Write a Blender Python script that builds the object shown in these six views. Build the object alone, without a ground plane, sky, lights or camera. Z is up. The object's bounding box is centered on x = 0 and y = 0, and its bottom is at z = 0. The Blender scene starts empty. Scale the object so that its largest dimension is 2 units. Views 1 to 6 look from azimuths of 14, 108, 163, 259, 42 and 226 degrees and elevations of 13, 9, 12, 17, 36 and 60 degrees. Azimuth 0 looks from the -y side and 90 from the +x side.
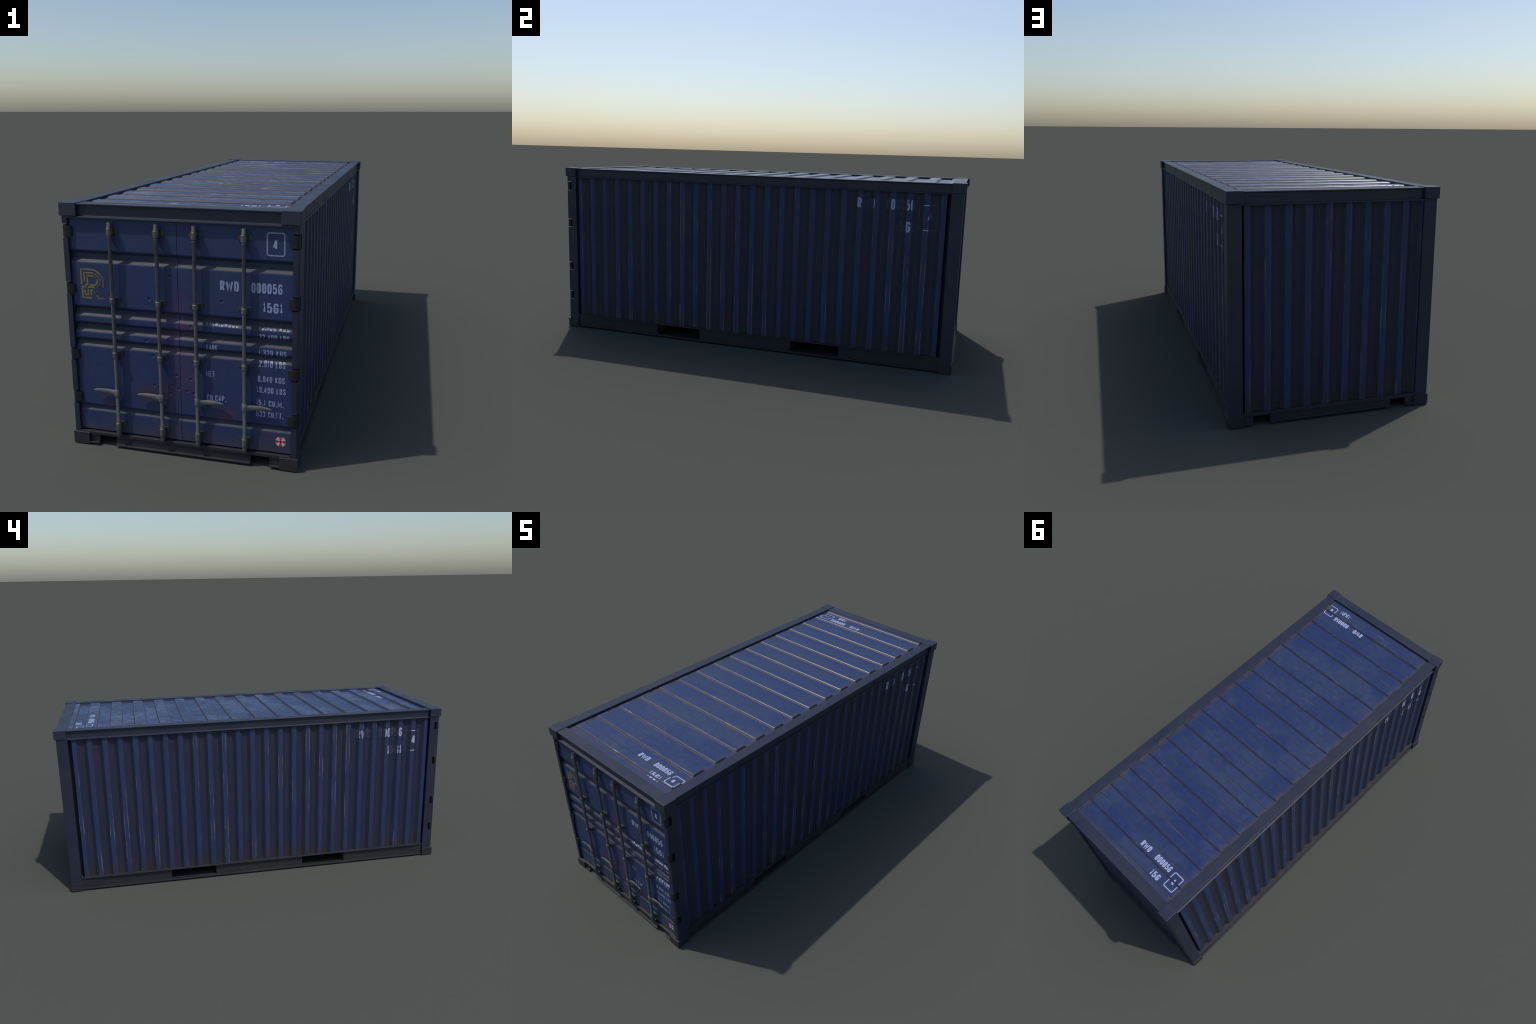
# Weathered navy-blue freight container: corner castings, posts, rails, corrugated
# walls, ribbed roof, two pressed doors with locking bars, hinges and stencilled marks.
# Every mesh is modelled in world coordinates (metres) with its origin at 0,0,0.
import bpy, bmesh, math, random
from mathutils import Vector, noise

random.seed(11)
scene = bpy.context.scene
COL = scene.collection

# ------------------------------------------------------------------ dimensions
HALF_W, HEIGHT = 0.3955, 0.844          # over the corner castings
CAST, CAST_H = 0.060, 0.043
FRONT, REAR_TOP, REAR_BOT = -0.990, 1.000, 0.994
DOOR_Y, DOOR_X = -0.975, 0.3705          # outer door skin, half door opening
ROD_Y, ROD_R, COLLAR_R = -0.9905, 0.0063, 0.0095
HINGE_Z = [(0.727, 0.774), (0.535, 0.580), (0.306, 0.351), (0.149, 0.1945)]
POCKETS = [(-0.469, -0.2315), (0.2435, 0.4795)]


# ================================================================== materials
class Nodes:
    """Small helper that writes shader nodes one line at a time."""
    def __init__(self, name):
        self.mat = bpy.data.materials.new(name)
        self.mat.use_nodes = True
        self.t = self.mat.node_tree
        self.t.nodes.clear()
        self.out = self.t.nodes.new('ShaderNodeOutputMaterial')
        self.bsdf = self.t.nodes.new('ShaderNodeBsdfPrincipled')
        self.t.links.new(self.bsdf.outputs[0], self.out.inputs[0])
        self.tc = self.t.nodes.new('ShaderNodeTexCoord')
        self.obj = self.tc.outputs['Object']

    def link(self, v, sock):
        if hasattr(v, 'links'):
            self.t.links.new(v, sock)
        elif isinstance(v, (tuple, list)):
            sock.default_value = (*v, 1.0) if (len(v) == 3 and len(sock.default_value) == 4) else v
        else:
            sock.default_value = v

    def scaled(self, s, loc=(0, 0, 0)):
        n = self.t.nodes.new('ShaderNodeMapping')
        self.t.links.new(self.obj, n.inputs['Vector'])
        n.inputs['Scale'].default_value = s
        n.inputs['Location'].default_value = loc
        return n.outputs[0]

    def noise(self, scale, detail=3.0, rough=0.55, co=None):
        n = self.t.nodes.new('ShaderNodeTexNoise')
        n.inputs['Scale'].default_value = scale
        n.inputs['Detail'].default_value = detail
        n.inputs['Roughness'].default_value = rough
        self.t.links.new(co if co is not None else self.obj, n.inputs['Vector'])
        return n.outputs['Fac']

    def step(self, v, lo, hi, a=0.0, b=1.0):
        n = self.t.nodes.new('ShaderNodeMapRange')
        n.interpolation_type = 'SMOOTHSTEP'
        self.link(v, n.inputs['Value'])
        n.inputs['From Min'].default_value = lo
        n.inputs['From Max'].default_value = hi
        n.inputs['To Min'].default_value = a
        n.inputs['To Max'].default_value = b
        return n.outputs[0]

    def math(self, op, a, b=0.0):
        n = self.t.nodes.new('ShaderNodeMath')
        n.operation = op
        self.link(a, n.inputs[0])
        self.link(b, n.inputs[1])
        return n.outputs[0]

    def mul(self, *v):
        r = v[0]
        for x in v[1:]:
            r = self.math('MULTIPLY', r, x)
        return r

    def mix(self, f, a, b):
        n = self.t.nodes.new('ShaderNodeMix')
        n.data_type = 'RGBA'
        self.link(f, n.inputs[0])
        self.link(a, n.inputs[6])
        self.link(b, n.inputs[7])
        return n.outputs[2]

    def xyz(self):
        n = self.t.nodes.new('ShaderNodeSeparateXYZ')
        self.t.links.new(self.obj, n.inputs[0])
        return n.outputs

    def blob(self, c, r):
        """1 in the middle of an ellipsoid, 0 outside it."""
        a = self.t.nodes.new('ShaderNodeVectorMath'); a.operation = 'SUBTRACT'
        self.t.links.new(self.obj, a.inputs[0]); a.inputs[1].default_value = c
        m = self.t.nodes.new('ShaderNodeVectorMath'); m.operation = 'DIVIDE'
        self.t.links.new(a.outputs[0], m.inputs[0]); m.inputs[1].default_value = r
        l = self.t.nodes.new('ShaderNodeVectorMath'); l.operation = 'LENGTH'
        self.t.links.new(m.outputs[0], l.inputs[0])
        return self.step(l.outputs['Value'], 0.0, 1.0, 1.0, 0.0)

    def bump(self, h, strength, dist=0.002):
        n = self.t.nodes.new('ShaderNodeBump')
        n.inputs['Strength'].default_value = strength
        n.inputs['Distance'].default_value = dist
        self.t.links.new(h, n.inputs['Height'])
        self.t.links.new(n.outputs[0], self.bsdf.inputs['Normal'])

    def finish(self, color, rough, metal=0.0, spec=0.5):
        self.link(color, self.bsdf.inputs['Base Color'])
        self.link(rough, self.bsdf.inputs['Roughness'])
        self.link(metal, self.bsdf.inputs['Metallic'])
        self.bsdf.inputs['Specular IOR Level'].default_value = spec
        return self.mat


BLUE_A, BLUE_B = (0.0165, 0.0302, 0.104), (0.0198, 0.0348, 0.098)
RECESS_NAVY = (0.0155, 0.0198, 0.040)
BROWN = (0.036, 0.032, 0.034)
GREY_DUST = (0.115, 0.110, 0.125)


def paint_base(n, k=1.0):
    """Faded blue paint with small dark and green specks."""
    c = n.mix(n.step(n.noise(5.0, 4), 0.35, 0.65), tuple(k * q for q in BLUE_A), tuple(k * q for q in BLUE_B))
    c = n.mix(n.mul(n.step(n.noise(160, 2), 0.62, 0.72), 0.55), c, (0.012, 0.018, 0.06))
    c = n.mix(n.mul(n.step(n.noise(17, 5, 0.65), 0.58, 0.72), 0.28), c, (0.034, 0.039, 0.066))
    return c


def rough_mottle(n, lo, hi):
    return n.step(n.noise(38, 5, 0.6), 0.3, 0.7, lo, hi)


def mat_roof():
    n = Nodes('roof_paint')
    c = paint_base(n)
    x, y, z = n.xyz()
    # brown-violet grime gathering along the roof edges, broken by noise
    edge_x = n.step(n.math('ABSOLUTE', x), 0.275, 0.350)
    edge_y = n.step(n.math('ABSOLUTE', y), 0.890, 0.965)
    e = n.math('MAXIMUM', edge_x, edge_y)
    m = n.step(n.math('ADD', e, n.math('MULTIPLY', n.noise(9, 4), 0.9)), 0.75, 1.35)
    c = n.mix(n.mul(m, 0.75), c, (0.052, 0.046, 0.060))
    for cx, cy, r in ((0.0, -0.315, 0.03), (-0.06, 0.33, 0.035), (-0.27, -0.79, 0.03)):
        c = n.mix(n.mul(n.blob((cx, cy, 0.838), (r, r, r)), 0.5), c, (0.025, 0.055, 0.06))
    n.bump(n.noise(24, 5), 0.30, 0.003)
    return n.finish(c, n.math('ADD', n.step(n.noise(5, 3), 0.40, 0.60, 0.0, 0.14), n.step(n.noise(30, 6, 0.7), 0.40, 0.62, 0.27, 0.42)), 0.0, 0.6)


def mat_roof_slope():
    n = Nodes('roof_rib_slope_dark')
    streak = n.noise(1.0, 4, 0.65, n.scaled((22, 60, 60)))
    c = n.mix(n.step(streak, 0.35, 0.65), (0.022, 0.027, 0.055), (0.040, 0.038, 0.046))
    n.bump(n.noise(60, 3), 0.2, 0.002)
    return n.finish(c, 0.58, 0.0, 0.4)


def mat_roof_rim():
    n = Nodes('roof_rib_rim_painted_glint')
    streak = n.noise(1.0, 5, 0.65, n.scaled((12, 30, 30)))
    c = n.mix(n.step(streak, 0.42, 0.62), BLUE_B, (0.085, 0.082, 0.095))  # rim colour lightened to draw the bright highlight along the rib edge
    c = n.mix(n.step(streak, 0.60, 0.66), c, (0.27, 0.25, 0.24))
    return n.finish(c, 0.34)


def mat_wall_crest():
    n = Nodes('wall_crest_paint')
    c = paint_base(n, 0.97)
    z = n.xyz()[2]
    low = n.step(n.math('ADD', z, n.math('MULTIPLY', n.noise(9, 4), 0.30)), 0.20, 0.32, 1, 0)
    c = n.mix(n.mul(low, 0.8), c, (0.029, 0.027, 0.034))
    n.bump(n.noise(60, 4), 0.2, 0.002)
    return n.finish(c, rough_mottle(n, 0.45, 0.62))


def mat_wall_edge():
    n = Nodes('wall_crest_edge_wear')
    c = paint_base(n, 0.97)
    s = n.noise(1.0, 5, 0.6, n.scaled((60, 14, 7)))
    f = n.noise(1.0, 2, 0.5, n.scaled((4, 4, 1.6)))
    m = n.step(n.math('ADD', s, n.math('MULTIPLY', f, 0.6)), 0.84, 0.98)
    c = n.mix(m, c, (0.100, 0.097, 0.104))
    return n.finish(c, 0.5)


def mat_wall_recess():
    n = Nodes('wall_recess_dark')
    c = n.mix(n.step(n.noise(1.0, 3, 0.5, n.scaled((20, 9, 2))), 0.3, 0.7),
              (0.0122, 0.0175, 0.043), RECESS_NAVY)
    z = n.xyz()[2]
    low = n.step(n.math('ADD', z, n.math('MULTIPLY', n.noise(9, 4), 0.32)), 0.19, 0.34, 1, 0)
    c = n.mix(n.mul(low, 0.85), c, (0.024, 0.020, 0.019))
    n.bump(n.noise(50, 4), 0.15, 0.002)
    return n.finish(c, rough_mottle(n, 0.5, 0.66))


def mat_frame():
    n = Nodes('frame_paint')
    c = n.mix(n.step(n.noise(4.5, 4), 0.35, 0.65), (0.0150, 0.0195, 0.043), (0.0195, 0.0235, 0.042))
    c = n.mix(n.mul(n.step(n.noise(7.0, 4), 0.58, 0.72), 0.5), c, BROWN)
    n.bump(n.noise(28, 3), 0.12, 0.002)
    return n.finish(c, n.step(n.noise(11, 4, 0.6), 0.35, 0.65, 0.42, 0.54))


def mat_sill():
    n = Nodes('sill_dark')
    c = n.mix(n.step(n.noise(6, 4), 0.35, 0.65), (0.0145, 0.0155, 0.024), (0.0205, 0.0195, 0.023))
    n.bump(n.noise(70, 4), 0.15, 0.002)
    return n.finish(c, rough_mottle(n, 0.5, 0.65))


def door_stains(n, c):
    """Purple and rust-red run-off on the doors, brown splash at their foot."""
    w = n.step(n.noise(11, 4), 0.30, 0.62)
    for ctr, rad, k, col in (
            ((0.0, -0.97, 0.46), (0.085, 0.1, 0.16), 1.0, (0.070, 0.030, 0.095)),
            ((0.0, -0.97, 0.30), (0.095, 0.1, 0.22), 0.75, (0.058, 0.032, 0.100)),
            ((-0.12, -0.97, 0.205), (0.075, 0.1, 0.060), 0.7, (0.070, 0.026, 0.042)),
            ((-0.045, -0.97, 0.200), (0.045, 0.1, 0.080), 0.7, (0.080, 0.030, 0.050)),
            ((0.15, -0.97, 0.165), (0.075, 0.1, 0.045), 0.8, (0.085, 0.030, 0.060)),
            ((0.295, -0.97, 0.100), (0.045, 0.1, 0.035), 0.9, (0.095, 0.030, 0.060)),
            ((-0.27, -0.97, 0.170), (0.050, 0.1, 0.050), 0.6, (0.060, 0.032, 0.080))):
        c = n.mix(n.mul(n.blob(ctr, rad), w, k), c, col)
    z = n.xyz()[2]
    low = n.step(n.math('ADD', z, n.math('MULTIPLY', n.noise(6, 4), 0.16)), 0.135, 0.215, 1, 0)
    return n.mix(n.mul(low, 0.6), c, (0.050, 0.046, 0.056))


def mat_door():
    n = Nodes('door_paint')
    c = door_stains(n, paint_base(n))
    n.bump(n.noise(26, 4), 0.22, 0.002)
    return n.finish(c, rough_mottle(n, 0.45, 0.62))


def mat_door_ledge():
    n = Nodes('door_ledge_grey')
    s = n.noise(1.0, 4, 0.6, n.scaled((26, 20, 40)))
    c = n.mix(n.step(s, 0.35, 0.65), (0.028, 0.031, 0.050), (0.046, 0.046, 0.058))
    st = n.mul(n.blob((0.0, -0.97, 0.42), (0.09, 0.1, 0.12)), 0.8)
    c = n.mix(st, c, (0.085, 0.055, 0.105))
    return n.finish(c, 0.60, 0.0, 0.35)


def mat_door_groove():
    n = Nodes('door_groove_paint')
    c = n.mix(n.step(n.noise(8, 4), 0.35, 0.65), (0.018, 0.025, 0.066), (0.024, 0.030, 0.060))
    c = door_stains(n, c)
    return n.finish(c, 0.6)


def mat_metal(name, a, b, rough, metal):
    n = Nodes(name)
    c = n.mix(n.step(n.noise(24, 4), 0.35, 0.65), a, b)
    n.bump(n.noise(120, 3), 0.12, 0.001)
    return n.finish(c, n.step(n.noise(40, 3), 0.3, 0.7, rough - 0.07, rough + 0.08), metal)


def mat_marking(name, col, under, keep, scale=45):
    """Stencil paint; where it has worn off the paint below shows through."""
    n = Nodes(name)
    w = n.step(n.noise(scale, 4, 0.6), keep, keep + 0.16, 1, 0)
    c = n.mix(w, under, col)
    return n.finish(c, 0.55)


M_ROOF, M_ROOF_SLOPE, M_ROOF_RIM = mat_roof(), mat_roof_slope(), mat_roof_rim()
M_CREST, M_EDGE, M_RECESS = mat_wall_crest(), mat_wall_edge(), mat_wall_recess()
M_FRAME, M_SILL = mat_frame(), mat_sill()
M_DOOR, M_LEDGE, M_GROOVE = mat_door(), mat_door_ledge(), mat_door_groove()
M_BAR = mat_metal('bar_galvanised', (0.098, 0.102, 0.100), (0.125, 0.127, 0.120), 0.44, 0.3)
M_BRACKET = mat_metal('bracket_dark', (0.040, 0.043, 0.038), (0.055, 0.056, 0.048), 0.50, 0.2)
M_HANDLE = mat_metal('handle_worn_steel', (0.150, 0.150, 0.142), (0.200, 0.197, 0.184), 0.30, 0.5)
M_HINGE = mat_metal('hinge_dark_steel', (0.0105, 0.0125, 0.0155), (0.0150, 0.0165, 0.0190), 0.42, 0.1)
M_DARK = mat_metal('underside_dark', (0.018, 0.019, 0.024), (0.026, 0.026, 0.030), 0.75, 0.0)
M_WHITE = mat_marking('stencil_white', (0.35, 0.39, 0.60), (0.06, 0.08, 0.19), 0.64)
M_WHITE_DOOR = mat_marking('stencil_white_faded', (0.26, 0.30, 0.48), (0.05, 0.07, 0.17), 0.62)
M_WHITE_WORN = mat_marking('stencil_white_worn', (0.22, 0.25, 0.42), (0.05, 0.07, 0.17), 0.60, 60)
M_WHITE_DIM = mat_marking('stencil_white_dim', (0.042, 0.048, 0.075), (0.024, 0.029, 0.050), 0.50, 60)
M_GOLD = mat_marking('emblem_gold', (0.205, 0.160, 0.060), (0.055, 0.058, 0.095), 0.58, 60)
M_GOLD_DIM = mat_marking('emblem_gold_worn', (0.115, 0.095, 0.070), (0.032, 0.042, 0.11), 0.46, 60)
M_RED = mat_marking('emblem_red', (0.52, 0.020, 0.024), (0.25, 0.02, 0.03), 0.68)
M_PALE = mat_marking('emblem_white', (0.36, 0.44, 0.50), (0.14, 0.18, 0.24), 0.60)


# ================================================================== mesh helpers
def make(name, verts, faces, mats, parent, idx=None, smooth=False, bevel=0.0, kind=None):
    me = bpy.data.meshes.new(name)
    me.from_pydata([tuple(v) for v in verts], [], faces)
    for m in (mats if isinstance(mats, (list, tuple)) else [mats]):
        me.materials.append(m)
    if idx:
        me.polygons.foreach_set('material_index', idx)
    bm = bmesh.new()
    bm.from_mesh(me)
    bmesh.ops.recalc_face_normals(bm, faces=bm.faces)
    bm.to_mesh(me)
    bm.free()
    if smooth:
        me.polygons.foreach_set('use_smooth', [True] * len(me.polygons))
    ob = bpy.data.objects.new(name, me)
    COL.objects.link(ob)
    ob.parent = parent
    if bevel:
        b = ob.modifiers.new('soft_edges', 'BEVEL')
        b.width, b.segments, b.limit_method = bevel, 2, 'ANGLE'
        b.angle_limit = math.radians(35)
    if kind:
        ob['kind'] = kind
    return ob


def box(x0, x1, y0, y1, z0, z1):
    v = [(x, y, z) for z in (z0, z1) for y in (y0, y1) for x in (x0, x1)]
    f = [(0, 2, 3, 1), (4, 5, 7, 6), (0, 1, 5, 4), (2, 6, 7, 3), (0, 4, 6, 2), (1, 3, 7, 5)]
    return v, f


def prism(poly, put):
    """Closed 2D outline extruded between two ends; put(p, end) gives the 3D point."""
    n = len(poly)
    v = [put(p, 0) for p in poly] + [put(p, 1) for p in poly]
    f = [(i, (i + 1) % n, n + (i + 1) % n, n + i) for i in range(n)]
    f += [tuple(range(n - 1, -1, -1)), tuple(range(n, 2 * n))]
    return v, f


def join(*parts):
    v, f = [], []
    for pv, pf in parts:
        o = len(v)
        v += pv
        f += [tuple(i + o for i in q) for q in pf]
    return v, f


def lathe(profile, cx, cy, seg=20):
    """Profile of (radius, z) turned about a vertical axis."""
    v, f = [], []
    for r, z in profile:
        for k in range(seg):
            a = 2 * math.pi * k / seg
            v.append((cx + r * math.cos(a), cy + r * math.sin(a), z))
    for i in range(len(profile) - 1):
        for k in range(seg):
            k2 = (k + 1) % seg
            f.append((i * seg + k, i * seg + k2, (i + 1) * seg + k2, (i + 1) * seg + k))
    f.append(tuple(range(seg - 1, -1, -1)))
    o = (len(profile) - 1) * seg
    f.append(tuple(range(o, o + seg)))
    return v, f


def fillet(pts, r, seg=2):
    """Round the corners of an open (t, depth) line."""
    out = [pts[0]]
    for a, b, c in zip(pts, pts[1:], pts[2:]):
        A, B, C = Vector(a), Vector(b), Vector(c)
        d1, d2 = (A - B), (C - B)
        rr = min(r, d1.length * 0.45, d2.length * 0.45)
        p, q = B + d1.normalized() * rr, B + d2.normalized() * rr
        for k in range(seg + 1):
            t = k / seg
            out.append(tuple((1 - t) ** 2 * p + 2 * t * (1 - t) * B + t * t * q))
    out.append(pts[-1])
    return out


def sampler(pts):
    def f(t):
        if t <= pts[0][0]:
            return pts[0][1]
        for (a, da), (b, db) in zip(pts, pts[1:]):
            if t <= b:
                return da if b == a else da + (db - da) * (t - a) / (b - a)
        return pts[-1][1]
    return f


# ================================================================== the thing
root = bpy.data.objects.new('shipping_container', None)
COL.objects.link(root)
root['label'] = 'weathered dark blue corrugated steel shipping container with locked doors'
root['category'] = 'shipping container'

# ------------------------------------------------------------------ corner castings
cv, cf = box(-CAST / 2, CAST / 2, -CAST / 2, CAST / 2, -CAST_H / 2, CAST_H / 2)
first = None
for sx in (-1, 1):
    for y, z in ((FRONT + CAST / 2, HEIGHT - CAST_H / 2), (FRONT + CAST / 2, CAST_H / 2),
                 (REAR_TOP - CAST / 2, HEIGHT - CAST_H / 2), (REAR_BOT - CAST / 2, CAST_H / 2)):
        if first is None:
            ob = first = make('corner_casting', cv, cf, M_FRAME, root, bevel=0.0014)
        else:
            ob = first.copy()
            COL.objects.link(ob)
        ob.location = (sx * (HALF_W - CAST / 2), y, z)
        if z < 0.1:                                        # darker colour on the lower corners
            ob.material_slots[0].link = 'OBJECT'
            ob.material_slots[0].material = M_SILL

# ------------------------------------------------------------------ corner posts
def front_post(sx):
    ring = [(0.3715, -0.958), (0.3715, -0.984)]
    for k in range(7):                                     # rounded outer front corner
        a = math.pi / 2 * k / 6
        ring.append((0.3870 + 0.0052 * math.sin(a), -0.9788 - 0.0052 * math.cos(a)))
    ring += [(0.3922, -0.958), (0.3922, -0.931), (0.3715, -0.931)]
    cut = [(x, max(y, -0.958)) for x, y in ring]           # cross-section inside a hinge notch
    rows = [(0.041, ring)]
    for lo, hi in sorted(HINGE_Z):
        rows += [(lo, ring), (lo, cut), (hi, cut), (hi, ring)]
    rows.append((0.803, ring))
    n = len(ring)
    v = [(sx * x, y, z) for z, r in rows for x, y in r]
    f = [(i * n + k, i * n + (k + 1) % n, (i + 1) * n + (k + 1) % n, (i + 1) * n + k)
         for i in range(len(rows) - 1) for k in range(n)]
    f += [tuple(range(n)), tuple(range((len(rows) - 1) * n, len(rows) * n))]
    make('corner_post', v, f, M_FRAME, root)
    # inner jamb the door closes against
    make('door_jamb', *box(*sorted((sx * 0.335, sx * 0.3712)), -0.952, -0.932, 0.041, 0.803), M_FRAME, root)


for sx in (-1, 1):
    front_post(sx)
    make('corner_post', *box(*sorted((sx * 0.3395, sx * 0.3915)), 0.938, 0.991, 0.041, 0.803),
         M_FRAME, root, bevel=0.003)

# ------------------------------------------------------------------ top rails
RAIL = [(0.3885, 0.841), (0.3885, 0.8365), (0.3800, 0.8352), (0.3800, 0.8010), (0.3882, 0.7992),
        (0.3882, 0.795), (0.352, 0.795), (0.341, 0.812), (0.341, 0.841)]
for sx in (-1, 1):
    v, f = prism(RAIL, lambda p, e: (sx * p[0], (-0.948, 0.958)[e], p[1]))
    make('top_side_rail', v, f, M_FRAME, root, bevel=0.0009)
for name, out, web, inner in (('door_header', -0.9878, -0.9760, -0.935), ('rear_top_rail', 0.9955, 0.9860, 0.9385)):
    s = -1 if out < 0 else 1
    poly = [(inner, 0.8415), (out - s * 0.0028, 0.8415), (out - s * 0.0028, 0.8370), (web, 0.8355), (web, 0.8015),
            (out, 0.7995), (out, 0.7945), (inner + s * 0.012, 0.7945), (inner, 0.812)]
    v, f = prism(poly, lambda p, e: ((-0.372, 0.372)[e], p[0], p[1]))
    make(name, v, f, M_FRAME, root, bevel=0.0009)

# ------------------------------------------------------------------ bottom side rails with fork pockets
for sx in (-1, 1):
    X = lambda a, b: sorted((sx * a, sx * b))
    parts = [box(*X(0.340, 0.3902), -0.953, 0.940, 0.0640, 0.0688),
             box(*X(0.3620, 0.3902), -0.945, 0.940, 0.0045, 0.0110)]
    edges = [-0.952] + [e for p in POCKETS for e in p] + [0.939]
    def web_x(y):                                          # web sits deep, coming forward at the rail ends
        return 0.3785 + 0.0080 * max(0.0, min(1.0, (abs(y) - 0.80) / 0.14))
    for a, b in zip(edges[0::2], edges[1::2]):
        ys = [a] + [y for y in (-0.94, -0.80, 0.80) if a < y < b] + [b]
        out = [(web_x(y), y) for y in ys] + [(0.3700, y) for y in reversed(ys)]
        parts.append(prism(out, lambda p, e: (sx * p[0], p[1], (0.0090, 0.0655)[e])))
    v, f = join(*parts)
    make('bottom_side_rail', v, f, M_SILL, root, bevel=0.0009)
parts = []
for a, b in POCKETS:
    parts += [box(-0.376, 0.376, a - 0.004, a - 0.0005, 0.012, 0.0625), box(-0.376, 0.376, b + 0.0005, b + 0.004, 0.012, 0.0625),
              box(0.312, 0.379, a, b, 0.0055, 0.0105), box(-0.379, -0.312, a, b, 0.0055, 0.0105)]
make('fork_pocket', *join(*parts), M_DARK, root)
make('floor', *box(-0.345, 0.345, -0.935, 0.945, 0.0650, 0.0682), M_DARK, root)
parts = [box(-0.369, 0.369, y - 0.006, y + 0.006, 0.012, 0.0555)
         for y in (-0.85, -0.72, -0.59, -0.16, -0.05, 0.06, 0.17, 0.60, 0.73, 0.86)]
make('cross_member', *join(*parts), M_DARK, root, kind='stuff')

# ------------------------------------------------------------------ end sills
def sill(name, s, face, half, top, foot):
    """s = -1 at the doors, +1 at the closed end; face is the outer y of the top bar."""
    Y = lambda a, b: sorted((face - s * a, face - s * b))
    parts = [box(-half, half, *Y(0.0, 0.044), 0.0355, top)]
    for x0, x1 in ((-0.336, -0.3015), (-0.2388, 0.2388), (0.3015, 0.336)):
        parts.append(box(x0, x1, *Y(0.004, 0.012), foot + 0.002, 0.0365))
        parts.append(box(x0, x1, *Y(-0.0050, 0.020), foot, foot + 0.0055))
    make(name, *join(*parts), M_SILL, root, bevel=0.0012)


sill('door_sill', -1, -0.9840, 0.3712, 0.0470, 0.0042)
sill('rear_sill', 1, 0.9905, 0.3390, 0.0480, 0.0072)

# ------------------------------------------------------------------ corrugated walls
def corrugation(centres, crest, slope, depth, lo, hi):
    """(t, depth) outline: 0 on a crest, `depth` in a valley, corners rounded."""
    p = []
    for c in centres:
        p += [(c - crest / 2 - slope, depth), (c - crest / 2, 0.0), (c + crest / 2, 0.0), (c + crest / 2 + slope, depth)]
    p = p[1:-1]                                            # beside the posts the sheet turns straight in
    p = [(lo, 0.034), (p[0][0] - 0.004, 0.034)] + p + [(p[-1][0] + 0.004, 0.034), (hi, 0.034)]
    return fillet(p, 0.0025, 2)


def wall(name, prof, z0, z1, depth, put):
    rows = [z0 + (z1 - z0) * i / 24 for i in range(25)]
    n = len(prof)
    v = []
    for z in rows:
        for t, d in prof:
            v.append(put(t, d, z))
    f, idx = [], []
    for i in range(len(rows) - 1):
        for k in range(n - 1):
            f.append((i * n + k, i * n + k + 1, (i + 1) * n + k + 1, (i + 1) * n + k))
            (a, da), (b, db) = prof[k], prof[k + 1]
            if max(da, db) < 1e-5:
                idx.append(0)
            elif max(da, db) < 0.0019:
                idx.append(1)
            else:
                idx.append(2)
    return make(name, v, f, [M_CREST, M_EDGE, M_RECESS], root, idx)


SIDE_CREST_X, SIDE_DEPTH = 0.3800, 0.0118
side_prof = corrugation([-0.9155 + 0.07313 * k for k in range(26)], 0.0190, 0.0180, SIDE_DEPTH, -0.945, 0.945)
side_walls = {}
for sx in (-1, 1):
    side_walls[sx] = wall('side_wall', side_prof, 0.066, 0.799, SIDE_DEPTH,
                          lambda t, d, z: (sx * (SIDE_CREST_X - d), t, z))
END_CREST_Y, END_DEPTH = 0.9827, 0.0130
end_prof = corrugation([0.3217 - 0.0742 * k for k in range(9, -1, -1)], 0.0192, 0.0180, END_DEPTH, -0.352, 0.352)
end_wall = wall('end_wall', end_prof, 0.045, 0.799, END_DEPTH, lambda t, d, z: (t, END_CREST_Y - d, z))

# ------------------------------------------------------------------ ribbed roof
ROOF_Z, RIB_H = 0.8305, 0.0080
rp = []
for k in range(13, -1, -1):
    c, half = 0.829 - 0.1217 * k, 0.0250
    rp += [(c - half - 0.0078, 0.0), (c - half, RIB_H), (c + half, RIB_H), (c + half + 0.0078, 0.0)]
# a narrower rib by the doors and a cut-off one at the closed end
rp = [(-0.945, 0.0), (-0.8995, 0.0), (-0.8920, RIB_H), (-0.8515, RIB_H), (-0.8437, 0.0)] + rp
rp += [(0.9097, 0.0), (0.9175, RIB_H), (0.9448, RIB_H)]
roof_prof = fillet(rp, 0.0022, 2)
roof_f = sampler(roof_prof)
xs = [-0.345, -0.3325, -0.3265, -0.3245] + [-0.3245 + 0.649 * k / 12 for k in range(1, 12)] + [0.3245, 0.3265, 0.3325, 0.345]
gx = lambda x: max(0.0, min(1.0, (0.3325 - abs(x)) / 0.0070))
v = [(x, y, ROOF_Z + h * gx(x)) for y, h in roof_prof for x in xs]
f, idx = [], []
for i in range(len(roof_prof) - 1):
    for k in range(len(xs) - 1):
        f.append((i * len(xs) + k, i * len(xs) + k + 1, (i + 1) * len(xs) + k + 1, (i + 1) * len(xs) + k))
        sl = abs(roof_prof[i + 1][1] - roof_prof[i][1]) > 0.0004
        end = abs(xs[k]) > 0.3244 and abs(xs[k + 1]) > 0.3244 and abs(xs[k] + xs[k + 1]) < 0.666 and roof_prof[i][1] > 0.001
        rim = sl and max(roof_prof[i + 1][1], roof_prof[i][1]) > RIB_H - 0.0014
        idx.append(2 if rim else 1 if sl or end else 0)
roof = make('roof', v, f, [M_ROOF, M_ROOF_SLOPE, M_ROOF_RIM], root, idx)

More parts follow.
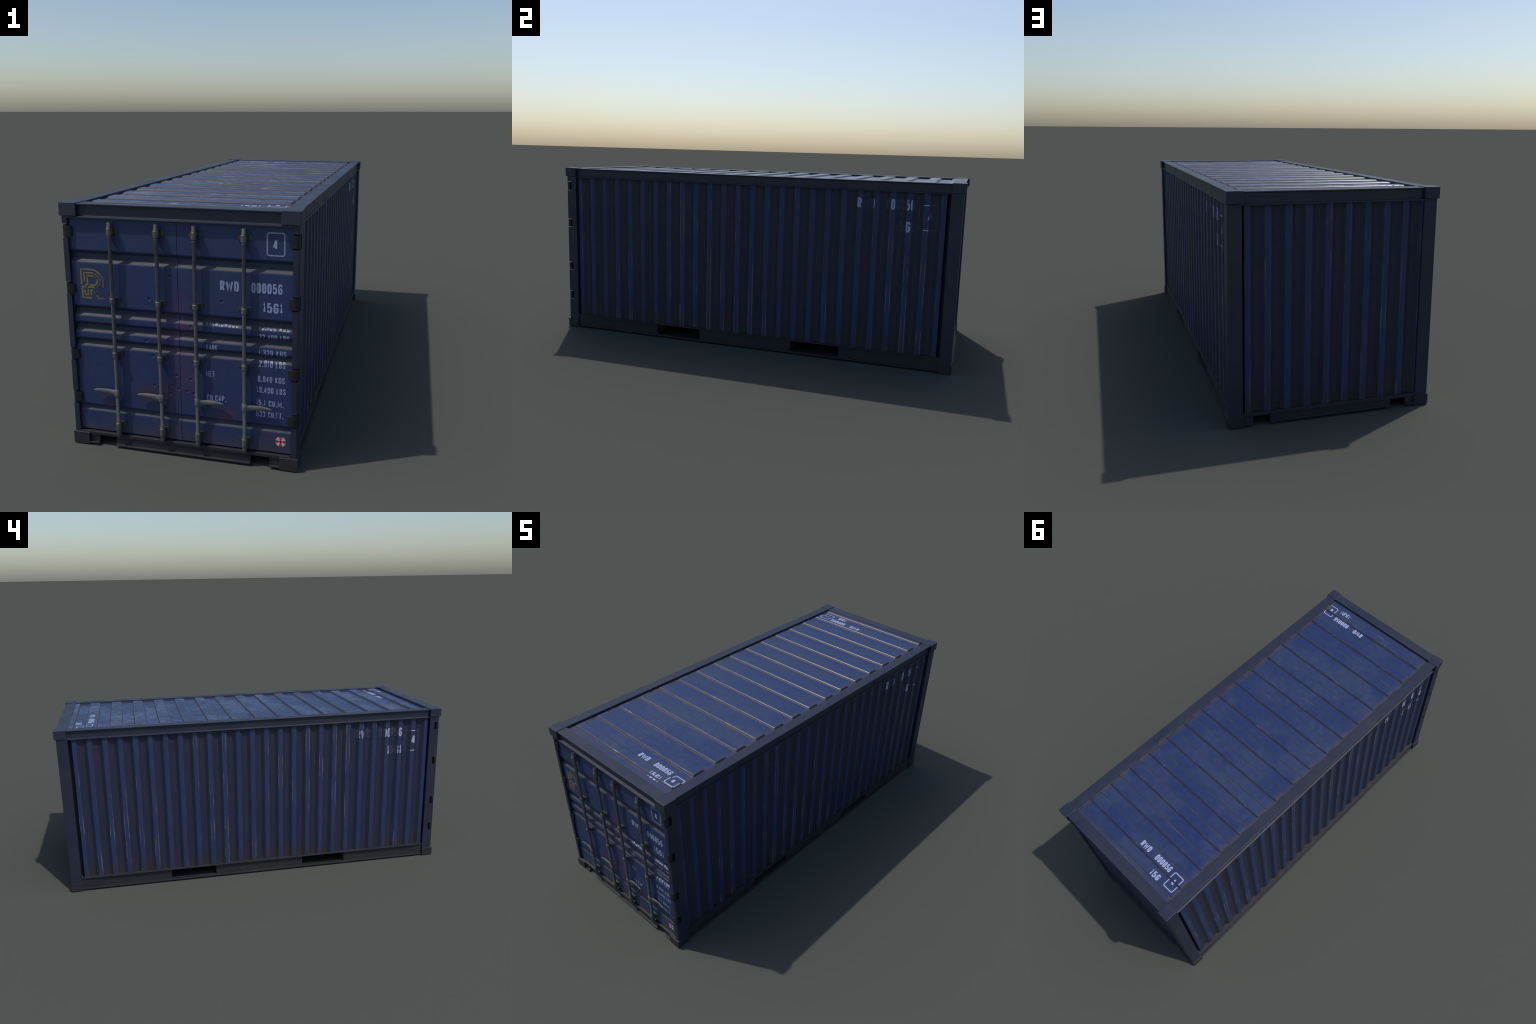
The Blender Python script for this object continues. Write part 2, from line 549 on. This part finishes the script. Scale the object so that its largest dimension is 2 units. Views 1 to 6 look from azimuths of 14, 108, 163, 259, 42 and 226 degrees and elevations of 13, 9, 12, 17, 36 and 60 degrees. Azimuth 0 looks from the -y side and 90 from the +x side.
# ------------------------------------------------------------------ doors
D = 0.010
door_z = [(0.0525, 0.0), (0.1232, 0.0), (0.1275, 0.0050), (0.1415, 0.0050), (0.1465, 0.0),
          (0.3570, 0.0), (0.3670, D), (0.3770, D), (0.3865, 0.0),
          (0.4080, 0.0), (0.4175, D), (0.4335, D), (0.4430, 0.0),
          (0.4635, 0.0), (0.4730, D), (0.4895, D), (0.4993, 0.0),
          (0.6475, 0.0), (0.6575, D), (0.6775, D), (0.6876, 0.0), (0.7970, 0.0)]
door_prof = fillet(door_z, 0.0022, 2)
door_f = sampler(door_prof)
DENTS = [(-0.0126, 0.282), (0.0367, 0.274), (-0.030, 0.245), (-0.0065, 0.236), (0.0233, 0.231),
         (-0.0355, 0.2155), (0.045, 0.2245), (-0.0915, 0.240), (-0.0938, 0.3445), (-0.100, 0.5385),
         (-0.028, 0.6175), (0.145, 0.548), (-0.116, 0.3936), (0.040, 0.4562)]


def door_skin(x, z):
    y = DOOR_Y + door_f(z)
    for dx, dz in DENTS:
        q = ((x - dx) ** 2 + (z - dz) ** 2) / 0.0042 ** 2
        if q < 9:
            y += 0.0032 * math.exp(-q) - 0.0007 * math.exp(-(math.sqrt(q) - 1.7) ** 2 * 3)
    # shallow buckling beside the meeting edge
    y += 0.0010 * math.exp(-(x / 0.03) ** 2) * noise.noise((x * 30, 3.1, z * 14))
    return y


def door(sx):
    zs = []
    for (a, _), (b, _) in zip(door_prof, door_prof[1:]):
        m = max(1, math.ceil((b - a) / 0.0028))
        zs += [a + (b - a) * k / m for k in range(m)]
    zs.append(door_prof[-1][0])
    cols = 132
    v, f, idx = [], [], []
    for z in zs:
        x_in = 0.0008 + 0.0004 * noise.noise((sx * 3.0, 7.7, z * 16))
        for k in range(cols + 1):
            x = sx * (x_in + (DOOR_X - x_in) * k / cols)
            v.append((x, door_skin(x, z), z))
    n = cols + 1
    for i in range(len(zs) - 1):
        d0, d1 = door_f(zs[i]), door_f(zs[i + 1])
        for k in range(cols):
            f.append((i * n + k, i * n + k + 1, (i + 1) * n + k + 1, (i + 1) * n + k))
            if max(d0, d1) < 0.0008:
                idx.append(0)
            elif d1 - d0 > 0.0003:          # upward-facing ledge
                idx.append(1)
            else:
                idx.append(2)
    # returns along the four edges
    m = len(v)
    for i in range(len(zs)):
        for k in (0, cols):
            x, y, z = v[i * n + k]
            v.append((x, -0.953, z))
    for i in range(len(zs) - 1):
        f.append((i * n, (i + 1) * n, m + 2 * (i + 1), m + 2 * i)); idx.append(2)
        f.append((i * n + cols, (i + 1) * n + cols, m + 2 * (i + 1) + 1, m + 2 * i + 1)); idx.append(2)
    return make('door', v, f, [M_DOOR, M_LEDGE, M_GROOVE], root, idx)


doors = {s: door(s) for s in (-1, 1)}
for s in (-1, 1):
    for p in doors[s].data.polygons:
        p.use_smooth = True
    doors[s].data.set_sharp_from_angle(angle=math.radians(50)) if hasattr(doors[s].data, 'set_sharp_from_angle') else None
make('door_seal', *box(-0.366, 0.366, -0.956, -0.950, 0.050, 0.800), M_DARK, root)

# ------------------------------------------------------------------ locking bars, brackets, handles
ROD_X = [-0.2212, -0.0625, 0.0622, 0.2212]
BRACKETS = [(0.7440, 0.7675), (0.5200, 0.5370), (0.3330, 0.3505), (0.0705, 0.0960)]
rod_profile = [(0.0035, 0.0495), (0.0060, 0.0495), (0.0075, 0.0560), (0.0082, 0.0690), (ROD_R, 0.0695),
               (ROD_R, 0.0960), (0.0078, 0.0964), (0.0078, 0.0990), (ROD_R, 0.1015), (ROD_R, 0.7345),
               (0.0074, 0.7362), (0.0074, 0.7395), (ROD_R, 0.7405), (ROD_R, 0.7682), (0.0078, 0.7686),
               (0.0078, 0.7715), (ROD_R, 0.7735), (ROD_R, 0.7852), (0.0057, 0.7862), (0.0042, 0.7862), (0.0042, 0.7780)]
HAT = [(-0.0222, -0.9740), (-0.0222, -0.9785), (-0.0130, -0.9785), (-0.0088, -0.9900), (0.0088, -0.9900),
       (0.0130, -0.9785), (0.0222, -0.9785), (0.0222, -0.9740)]


def shade_by_angle(ob, deg=40):
    me = ob.data
    me.polygons.foreach_set('use_smooth', [True] * len(me.polygons))
    if hasattr(me, 'set_sharp_from_angle'):
        me.set_sharp_from_angle(angle=math.radians(deg))


def bracket_mesh(x, lo, hi):
    h = hi - lo
    ch = min(0.0012, h * 0.1)
    collar = lathe([(COLLAR_R - 0.0012, lo), (COLLAR_R, lo + ch), (COLLAR_R, hi - ch), (COLLAR_R - 0.0012, hi)], x, ROD_Y, 24)
    n = len(HAT)
    v = []
    for z0, k in ((lo + 0.001, 0.0030), (hi - 0.001, 0.0)):     # lower edge rises toward the flanges
        for px, py in HAT:
            v.append((x + px, py, z0 + (k if abs(px) > 0.010 else 0.0)))
    f = [(i, (i + 1) % n, n + (i + 1) % n, n + i) for i in range(n)]
    f += [tuple(range(n - 1, -1, -1)), tuple(range(n, 2 * n))]
    return join(collar, (v, f)), [0] * len(collar[1]) + [1] * len(f)


def handle_mesh(x, side):
    hub = lathe([(0.0070, 0.1915), (0.0086, 0.1930), (0.0092, 0.1955), (0.0092, 0.2165), (0.0082, 0.2180)], x, ROD_Y, 24)
    v, f = [], []
    N, S = 18, 10
    for i in range(N + 1):
        t = i / N
        px = x + side * (0.007 + 0.0825 * t)
        top = 0.2135 - 0.0008 * t - 0.0055 * max(0, (t - 0.55) / 0.45) ** 2
        bot = 0.1945 + 0.0065 * t + 0.0050 * max(0, (t - 0.45) / 0.55) ** 2
        cy = ROD_Y + 0.0045 * math.sin(math.pi * t ** 0.8) + 0.0020 * t   # dips toward the door, grip flares out
        hz, hy = (top - bot) / 2, 0.0042 - 0.0020 * t
        if i == N:
            hz, hy = hz * 0.25, hy * 0.3
        for k in range(S):
            a = 2 * math.pi * k / S
            c, s_ = math.cos(a), math.sin(a)
            v.append((px, cy + hy * math.copysign(abs(c) ** 0.7, c), (top + bot) / 2 + hz * math.copysign(abs(s_) ** 0.7, s_)))
    for i in range(N):
        for k in range(S):
            f.append((i * S + k, i * S + (k + 1) % S, (i + 1) * S + (k + 1) % S, (i + 1) * S + k))
    f += [tuple(range(S)), tuple(range(N * S, N * S + S))]
    return hub, (v, f)


for x in ROD_X:
    s = -1 if x < 0 else 1
    shade_by_angle(make('locking_bar', *lathe(rod_profile, x, ROD_Y, 24), M_BAR, doors[s]))
    for lo, hi in BRACKETS:
        (bv, bf), bi = bracket_mesh(x, lo, hi)
        shade_by_angle(make('bar_bracket', bv, bf, [M_BAR, M_BRACKET], doors[s], bi))
    hub, lever = handle_mesh(x, s)
    shade_by_angle(make('bar_handle', *join(hub, lever), M_HANDLE, doors[s]))

# ------------------------------------------------------------------ hinges
for sx in (-1, 1):
    for lo, hi in HINGE_Z:
        lo_, hi_ = lo + 0.0025, hi - 0.0035
        sec = [(0.3585, -0.9735), (0.3590, -0.9800), (0.3635, -0.9835), (0.3740, -0.9862), (0.3820, -0.9862),
               (0.3875, -0.9838), (0.3905, -0.9795), (0.3912, -0.9740), (0.3890, -0.9690), (0.3735, -0.9690), (0.3735, -0.9735)]
        drop = lambda x: max(0.0, 0.3760 - x) * 0.36
        n = len(sec)
        v = [(sx * x, y, lo_ + drop(x)) for x, y in sec] + [(sx * x, y, hi_ - drop(x)) for x, y in sec]
        f = [(i, (i + 1) % n, n + (i + 1) % n, n + i) for i in range(n)] + [tuple(range(n)), tuple(range(n, 2 * n))]
        ob = make('hinge', v, f, M_HINGE, doors[sx], bevel=0.0008)

# ================================================================== stencilled marks
# Condensed capitals as stroke paths on a unit box: x 0..1 across, y 0..1 up.
c = 0.17
LOOP = [(c * 1.6, 0), (1 - c * 1.6, 0), (1, c), (1, 1 - c), (1 - c * 1.6, 1), (c * 1.6, 1), (0, 1 - c), (0, c)]
GLYPH = {
    '0': [LOOP + [LOOP[0]]], 'O': [LOOP + [LOOP[0]]],
    '1': [[(0.1, 0.80), (0.5, 1.0), (0.5, 0)]],
    '2': [[(0, 0.78), (0, 0.86), (0.25, 1), (0.75, 1), (1, 0.86), (1, 0.66), (0, 0.0), (1, 0)]],
    '3': [[(0, 0.80), (0, 0.88), (0.25, 1), (0.75, 1), (1, 0.86), (1, 0.62), (0.8, 0.52)],
          [(0.35, 0.52), (0.8, 0.52), (1, 0.42), (1, 0.14), (0.75, 0), (0.25, 0), (0, 0.12), (0, 0.22)]],
    '4': [[(1.0, 0.24), (0, 0.24), (0.62, 1.0)], [(0.68, 1.0), (0.68, 0)]],
    '5': [[(0.95, 1), (0.05, 1), (0, 0.52), (0.3, 0.62), (0.75, 0.62), (1, 0.48), (1, 0.14), (0.75, 0), (0.25, 0), (0, 0.14), (0, 0.24)]],
    '6': [[(1, 0.78), (1, 0.86), (0.75, 1), (0.25, 1), (0, 0.84), (0, 0.14), (0.25, 0), (0.75, 0), (1, 0.14), (1, 0.44), (0.75, 0.56), (0.05, 0.56)]],
    '8': [[(0.25, 0.54), (0, 0.66), (0, 0.88), (0.25, 1), (0.75, 1), (1, 0.88), (1, 0.66), (0.75, 0.54), (0.25, 0.54)],
          [(0.25, 0.52), (0, 0.40), (0, 0.13), (0.25, 0), (0.75, 0), (1, 0.13), (1, 0.40), (0.75, 0.52)]],
    '9': [[(0, 0.22), (0, 0.14), (0.25, 0), (0.75, 0), (1, 0.16), (1, 0.86), (0.75, 1), (0.25, 1), (0, 0.86), (0, 0.56), (0.25, 0.44), (0.95, 0.44)]],
    'A': [[(0, 0), (0.42, 1), (0.58, 1), (1, 0)], [(0.2, 0.28), (0.8, 0.28)]],
    'B': [[(0.0, 0), (0.0, 1), (0.7, 1), (0.95, 0.88), (0.95, 0.66), (0.72, 0.54), (0.1, 0.54)],
          [(0.72, 0.52), (1, 0.40), (1, 0.13), (0.75, 0), (0.1, 0)]],
    'C': [[(1, 0.72), (1, 0.86), (0.75, 1), (0.25, 1), (0, 0.86), (0, 0.14), (0.25, 0), (0.75, 0), (1, 0.14), (1, 0.28)]],
    'D': [[(0, 0), (0, 1), (0.68, 1), (1, 0.84), (1, 0.16), (0.68, 0), (0.1, 0)]],
    'E': [[(1, 1), (0, 1), (0, 0), (1, 0)], [(0.1, 0.52), (0.8, 0.52)]],
    'F': [[(1, 1), (0, 1), (0, 0)], [(0.1, 0.52), (0.8, 0.52)]],
    'G': [[(1, 0.74), (1, 0.86), (0.75, 1), (0.25, 1), (0, 0.86), (0, 0.14), (0.25, 0), (0.75, 0), (1, 0.14), (1, 0.50), (0.55, 0.50)]],
    'K': [[(0, 0), (0, 1)], [(1, 1), (0.15, 0.48), (1, 0)]],
    'L': [[(0, 1), (0, 0), (0.9, 0)]],
    'M': [[(0, 0), (0, 1), (0.5, 0.25), (1, 1), (1, 0)]],
    'N': [[(0, 0), (0, 1), (1, 0), (1, 1)]],
    'P': [[(0, 0), (0, 1), (0.72, 1), (1, 0.86), (1, 0.58), (0.72, 0.44), (0.1, 0.44)]],
    'R': [[(0, 0), (0, 1), (0.72, 1), (1, 0.86), (1, 0.62), (0.72, 0.50), (0.1, 0.50)], [(0.55, 0.46), (1, 0)]],
    'S': [[(1, 0.76), (1, 0.86), (0.75, 1), (0.25, 1), (0, 0.86), (0, 0.66), (1, 0.36), (1, 0.14), (0.75, 0), (0.25, 0), (0, 0.14), (0, 0.25)]],
    'T': [[(0, 1), (1, 1)], [(0.5, 0.94), (0.5, 0)]],
    'U': [[(0, 1), (0, 0.14), (0.25, 0), (0.75, 0), (1, 0.14), (1, 1)]],
    'W': [[(0, 1), (0.22, 0), (0.5, 0.8), (0.78, 0), (1, 1)]],
    'X': [[(0, 0), (1, 1)], [(0, 1), (1, 0)]],
}
WIDE = {'W': 0.60, 'M': 0.52, '1': 0.22, '.': 0.0, 'N': 0.42, 'L': 0.33, 'E': 0.33, 'F': 0.33, 'T': 0.38}


def stroke(path, w, closed=False):
    """Mitred ribbon of width w along a path; returns quads of 2D points."""
    pts = [Vector(p) for p in path]
    if closed:
        pts = pts[:-1]
    n, L, R = len(pts), [], []
    for i, p in enumerate(pts):
        a = pts[i - 1] if (i > 0 or closed) else None
        b = pts[(i + 1) % n] if (i < n - 1 or closed) else None
        d1 = (p - a).normalized() if a is not None else (b - p).normalized()
        d2 = (b - p).normalized() if b is not None else d1
        t = (d1 + d2)
        t = t.normalized() if t.length > 1e-6 else d1
        nrm = Vector((-t.y, t.x))
        k = max(0.45, nrm.dot(Vector((-d1.y, d1.x))))
        L.append(p + nrm * (w / 2 / k))
        R.append(p - nrm * (w / 2 / k))
    rng = range(n) if closed else range(n - 1)
    return [(R[i], R[(i + 1) % n], L[(i + 1) % n], L[i]) for i in rng]


def text_layers(txt, a0, b0, h, width=1.0, weight=0.155, gap=0.09):
    """Layers of quads for a line of capitals starting at (a0, b0); returns layers and end position."""
    layers, a, w = [[], []], a0, h * weight
    for ch in txt:
        if ch == ' ':
            a += 0.30 * h * width
            continue
        if ch == '.':
            s = w * 1.15
            layers[0].append(tuple(Vector(p) for p in ((a, b0), (a + s, b0), (a + s, b0 + s), (a, b0 + s))))
            a += s + gap * h * width * 0.8
            continue
        gw = WIDE.get(ch, 0.38) * h * width
        for k, path in enumerate(GLYPH[ch]):
            pts = [(a + w / 2 + p[0] * max(gw - w, 0.0), b0 + w / 2 + p[1] * (h - w)) for p in path]
            closed = path[0] == path[-1]
            layers[min(k, 1)] += stroke(pts, w, closed)
        a += gw + gap * h * width
    return layers, a


def frame_layers(a0, a1, b0, b1, r, w):
    pts = []
    for cx, cy, s in ((a1 - r, b1 - r, 0), (a0 + r, b1 - r, 1), (a0 + r, b0 + r, 2), (a1 - r, b0 + r, 3)):
        for k in range(4):
            t = math.pi / 2 * (s + k / 3)
            pts.append((cx + r * math.cos(t), cy + r * math.sin(t)))
    return [stroke(pts + [pts[0]], w, True)]


def conform(name, layers, put, cuts, axis, mats, parent, worn=None):
    """Wrap flat marks over a pressed sheet: cut them at every fold, then lift them onto it."""
    verts, faces, idx = [], [], []
    for li, quads in enumerate(layers):
        if not quads:
            continue
        bm = bmesh.new()
        for q in quads:
            try:
                bm.faces.new([bm.verts.new((p[0], p[1], 0)) for p in q])
            except ValueError:
                pass
        lo = min(v.co[axis] for v in bm.verts)
        hi = max(v.co[axis] for v in bm.verts)
        no = (1, 0, 0) if axis == 0 else (0, 1, 0)
        for cpos in cuts:
            if lo < cpos < hi:
                co = (cpos, 0, 0) if axis == 0 else (0, cpos, 0)
                bmesh.ops.bisect_plane(bm, geom=bm.verts[:] + bm.edges[:] + bm.faces[:], plane_co=co, plane_no=no, dist=1e-7)
        o = len(verts)
        bm.verts.index_update()
        for vtx in bm.verts:
            verts.append(put(vtx.co.x, vtx.co.y, 0.0007 + 0.00025 * li))
        for fc in bm.faces:
            if fc.calc_area() < 1e-9:
                continue
            faces.append(tuple(o + v.index for v in fc.verts))
            idx.append(worn(fc.calc_center_median()) if worn else 0)
        bm.free()
    return make(name, verts, faces, mats, parent, idx)


# --- doors: reading direction +x, up +z
door_cuts = [p[0] for p in door_prof]


def on_door(a, b, off):
    return (a, door_skin(a, b) - off, b)


def door_recessed(p):
    return 1 if door_f(p.y) > 0.006 else 0


def door_text(name, txt, a, b, h, width=1.0, a_end=None, **kw):
    lay, end = text_layers(txt, a, b, h, width, **kw)
    if a_end:                                              # fit the line to its measured length
        k = (a_end - a) / (end - a - kw.get('gap', 0.09) * h * width)
        lay = [[tuple(Vector((a + (p[0] - a) * k, p[1])) for p in q) for q in L] for L in lay]
    conform(name, lay, on_door, door_cuts, 1, [M_WHITE_DOOR if h > 0.03 else M_WHITE_WORN, M_WHITE_DIM], doors[1], door_recessed)


door_text('identification_number', 'RWD', 0.1400, 0.5835, 0.0325, a_end=0.2010)
door_text('identification_number', '000056', 0.2405, 0.5835, 0.0325, a_end=0.3385)
door_text('size_code', '15G1', 0.2775, 0.5225, 0.0320, a_end=0.3400)
for txt, a, top, end in (('MAX.GROSS', 0.0920, 0.4850, 0.1985), ('10.160 KGS', 0.2640, 0.4850, 0.3620),
                         ('22.400 LBS', 0.2640, 0.4520, 0.3620), ('TARE', 0.0895, 0.4010, 0.1290),
                         ('1.320 KGS', 0.2640, 0.4010, 0.3530), ('2.910 LBS', 0.2640, 0.3635, 0.3500),
                         ('NET', 0.0893, 0.3120, 0.1190), ('8.840 KGS', 0.2610, 0.3125, 0.3485),
                         ('19.490 LBS', 0.2580, 0.2755, 0.3520), ('CU.CAP.', 0.0900, 0.2290, 0.1560),
                         ('15.1 CU.M.', 0.2560, 0.2310, 0.3455), ('533 CU.FT.', 0.2560, 0.1920, 0.3450)):
    door_text('weight_table', txt, a, top - 0.0205, 0.0205, a_end=end, weight=0.150)
conform('number_frame', frame_layers(0.2905, 0.3440, 0.7040, 0.7735, 0.006, 0.0042), on_door, door_cuts, 1,
        [M_WHITE_WORN], doors[1])
door_text('stacking_number', '4', 0.3085, 0.7230, 0.0305, a_end=0.3240)

# round red-and-white emblem, eight sectors with a plain hub
wedges = [[], []]
for k in range(8):
    a0, a1 = math.pi / 8 + k * math.pi / 4 - math.pi / 4, math.pi / 8 + k * math.pi / 4
    cx, cz, r0, r1 = 0.3370, 0.0920, 0.0045, 0.0182
    am = (a0 + a1) / 2
    q = (Vector((cx + r0 * math.cos(a0), cz + r0 * math.sin(a0))), Vector((cx + r1 * math.cos(a0), cz + r1 * math.sin(a0))),
         Vector((cx + r1 * 0.97 * math.cos(am), cz + r1 * 0.97 * math.sin(am))),
         Vector((cx + r1 * math.cos(a1), cz + r1 * math.sin(a1))), Vector((cx + r0 * math.cos(a1), cz + r0 * math.sin(a1))))
    wedges[k % 2].append(q)
conform('round_emblem', [wedges[1]], on_door, door_cuts, 1, [M_PALE], doors[1])
conform('round_emblem', [wedges[0]], on_door, door_cuts, 1, [M_RED], doors[1])

# gold monogram of parallel lines, partly worn away (a across, b down, both 0..1)
MONO = [[(0.03, 0.0), (0.03, 0.54)], [(0.10, 0.025), (0.50, 0.025), (0.66, 0.07), (0.80, 0.17)],
        [(0.15, 0.44), (0.15, 0.135), (0.52, 0.135)], [(0.24, 0.23), (0.52, 0.23)], [(0.275, 0.295), (0.275, 0.535), (0.16, 0.535)],
        [(0.37, 0.535), (0.58, 0.535), (0.665, 0.46), (0.685, 0.33)],
        [(0.20, 0.605), (0.055, 0.605), (0.055, 0.965), (0.42, 0.965)], [(0.27, 0.605), (0.52, 0.605), (0.545, 0.64)],
        [(0.155, 0.70), (0.155, 0.86), (0.29, 0.86), (0.29, 0.67)], [(0.405, 0.88), (0.405, 0.705), (0.49, 0.705)]]
MONO_WORN = [[(0.815, 0.185), (0.89, 0.29), (0.93, 0.42), (0.90, 0.60)],
             [(0.535, 0.135), (0.68, 0.21), (0.79, 0.35), (0.775, 0.49), (0.65, 0.60)], [(0.54, 0.23), (0.63, 0.285)],
             [(0.505, 0.715), (0.60, 0.82)], [(0.62, 0.72), (0.76, 0.87)], [(0.60, 0.85), (0.70, 0.965), (0.94, 0.965)]]
mono_map = lambda p: (-0.3400 + 0.0885 * p[0], 0.6265 - 0.1030 * p[1])
for paths, m in ((MONO, M_GOLD), (MONO_WORN, M_GOLD_DIM)):
    lay = [[q for path in paths for q in stroke([mono_map(p) for p in path], 0.0056)]]
    conform('monogram', lay, on_door, door_cuts, 1, [m], doors[-1])

# --- side walls: reading direction +y on the right wall, -y on the left wall
side_f = sampler(side_prof)
for sx, a0, base in ((1, 0.5345, 0.7160), (-1, 0.5235, 0.7035)):
    put = (lambda sx: lambda a, b, off: (sx * (SIDE_CREST_X - side_f(sx * a) + off), sx * a, b))(sx)
    cuts = [sx * p[0] for p in side_prof]
    worn = (lambda sx: lambda p: 1 if side_f(sx * p.x) > 0.0015 else 0)(sx)

    def side_text(name, txt, a, b, h, end):
        lay, e = text_layers(txt, a, b, h)
        k = (end - a) / (e - a - 0.09 * h)
        lay = [[tuple(Vector((a + (p[0] - a) * k, p[1])) for p in q) for q in L] for L in lay]
        conform(name, lay, put, cuts, 0, [M_WHITE, M_WHITE_DIM], side_walls[sx], worn)

    side_text('identification_number', 'RWD', a0, base, 0.0470, a0 + 0.078)
    side_text('identification_number', '000056', a0 + 0.1290, base, 0.0470, a0 + 0.2540)
    side_text('size_code', '15G1', a0 + 0.1745, base - 0.0965, 0.0470, a0 + 0.2560)
    conform('number_frame', frame_layers(a0 + 0.274, a0 + 0.352, base - 0.0830, base + 0.0260, 0.008, 0.0050), put, cuts, 0,
            [M_WHITE, M_WHITE_DIM], side_walls[sx], worn)
    four = a0 + (0.3120 if sx > 0 else 0.3110)
    side_text('stacking_number', '4', four, base - 0.0460, 0.0480, four + 0.0230)

# --- roof: front block reads from the front, rear block from behind
roof_cuts = [p[0] for p in roof_prof]
for s, shift in ((1, 0.0), (-1, -0.0185)):
    put = (lambda s: lambda a, b, off: (s * a, s * b, ROOF_Z + roof_f(s * b) * gx(s * a) + off))(s)
    cuts = [s * q for q in roof_cuts]
    worn = (lambda s: lambda p: 1 if 0.0008 < roof_f(s * p.y) < RIB_H - 0.0008 else 0)(s)

    def roof_text(name, txt, a, b, h, end):
        lay, e = text_layers(txt, a, b, h)
        k = (end - a) / (e - a - 0.09 * h)
        lay = [[tuple(Vector((a + shift + (p[0] - a) * k, p[1])) for p in q) for q in L] for L in lay]
        conform(name, lay, put, cuts, 1, [M_WHITE, M_WHITE_DIM], roof, worn)

    roof_text('identification_number', 'RWD', 0.0455, -0.8455, 0.0300, 0.1065)
    roof_text('identification_number', '000056', 0.1480, -0.8455, 0.0300, 0.2490)
    if s > 0:
        roof_text('size_code', '15G1', 0.1825, -0.9050, 0.0310, 0.2500)
    else:
        roof_text('size_code', '15G', 0.1825, -0.9080, 0.0300, 0.2370)
    lo_b, hi_b = (-0.8890, -0.8240) if s > 0 else (-0.8975, -0.8215)
    conform('number_frame', frame_layers(0.2715 + shift, 0.3265 + shift, lo_b, hi_b, 0.006, 0.0044), put, cuts, 1,
            [M_WHITE, M_WHITE_DIM], roof, worn)
    roof_text('stacking_number', '4', 0.2905, -0.8740, 0.0300, 0.3065)
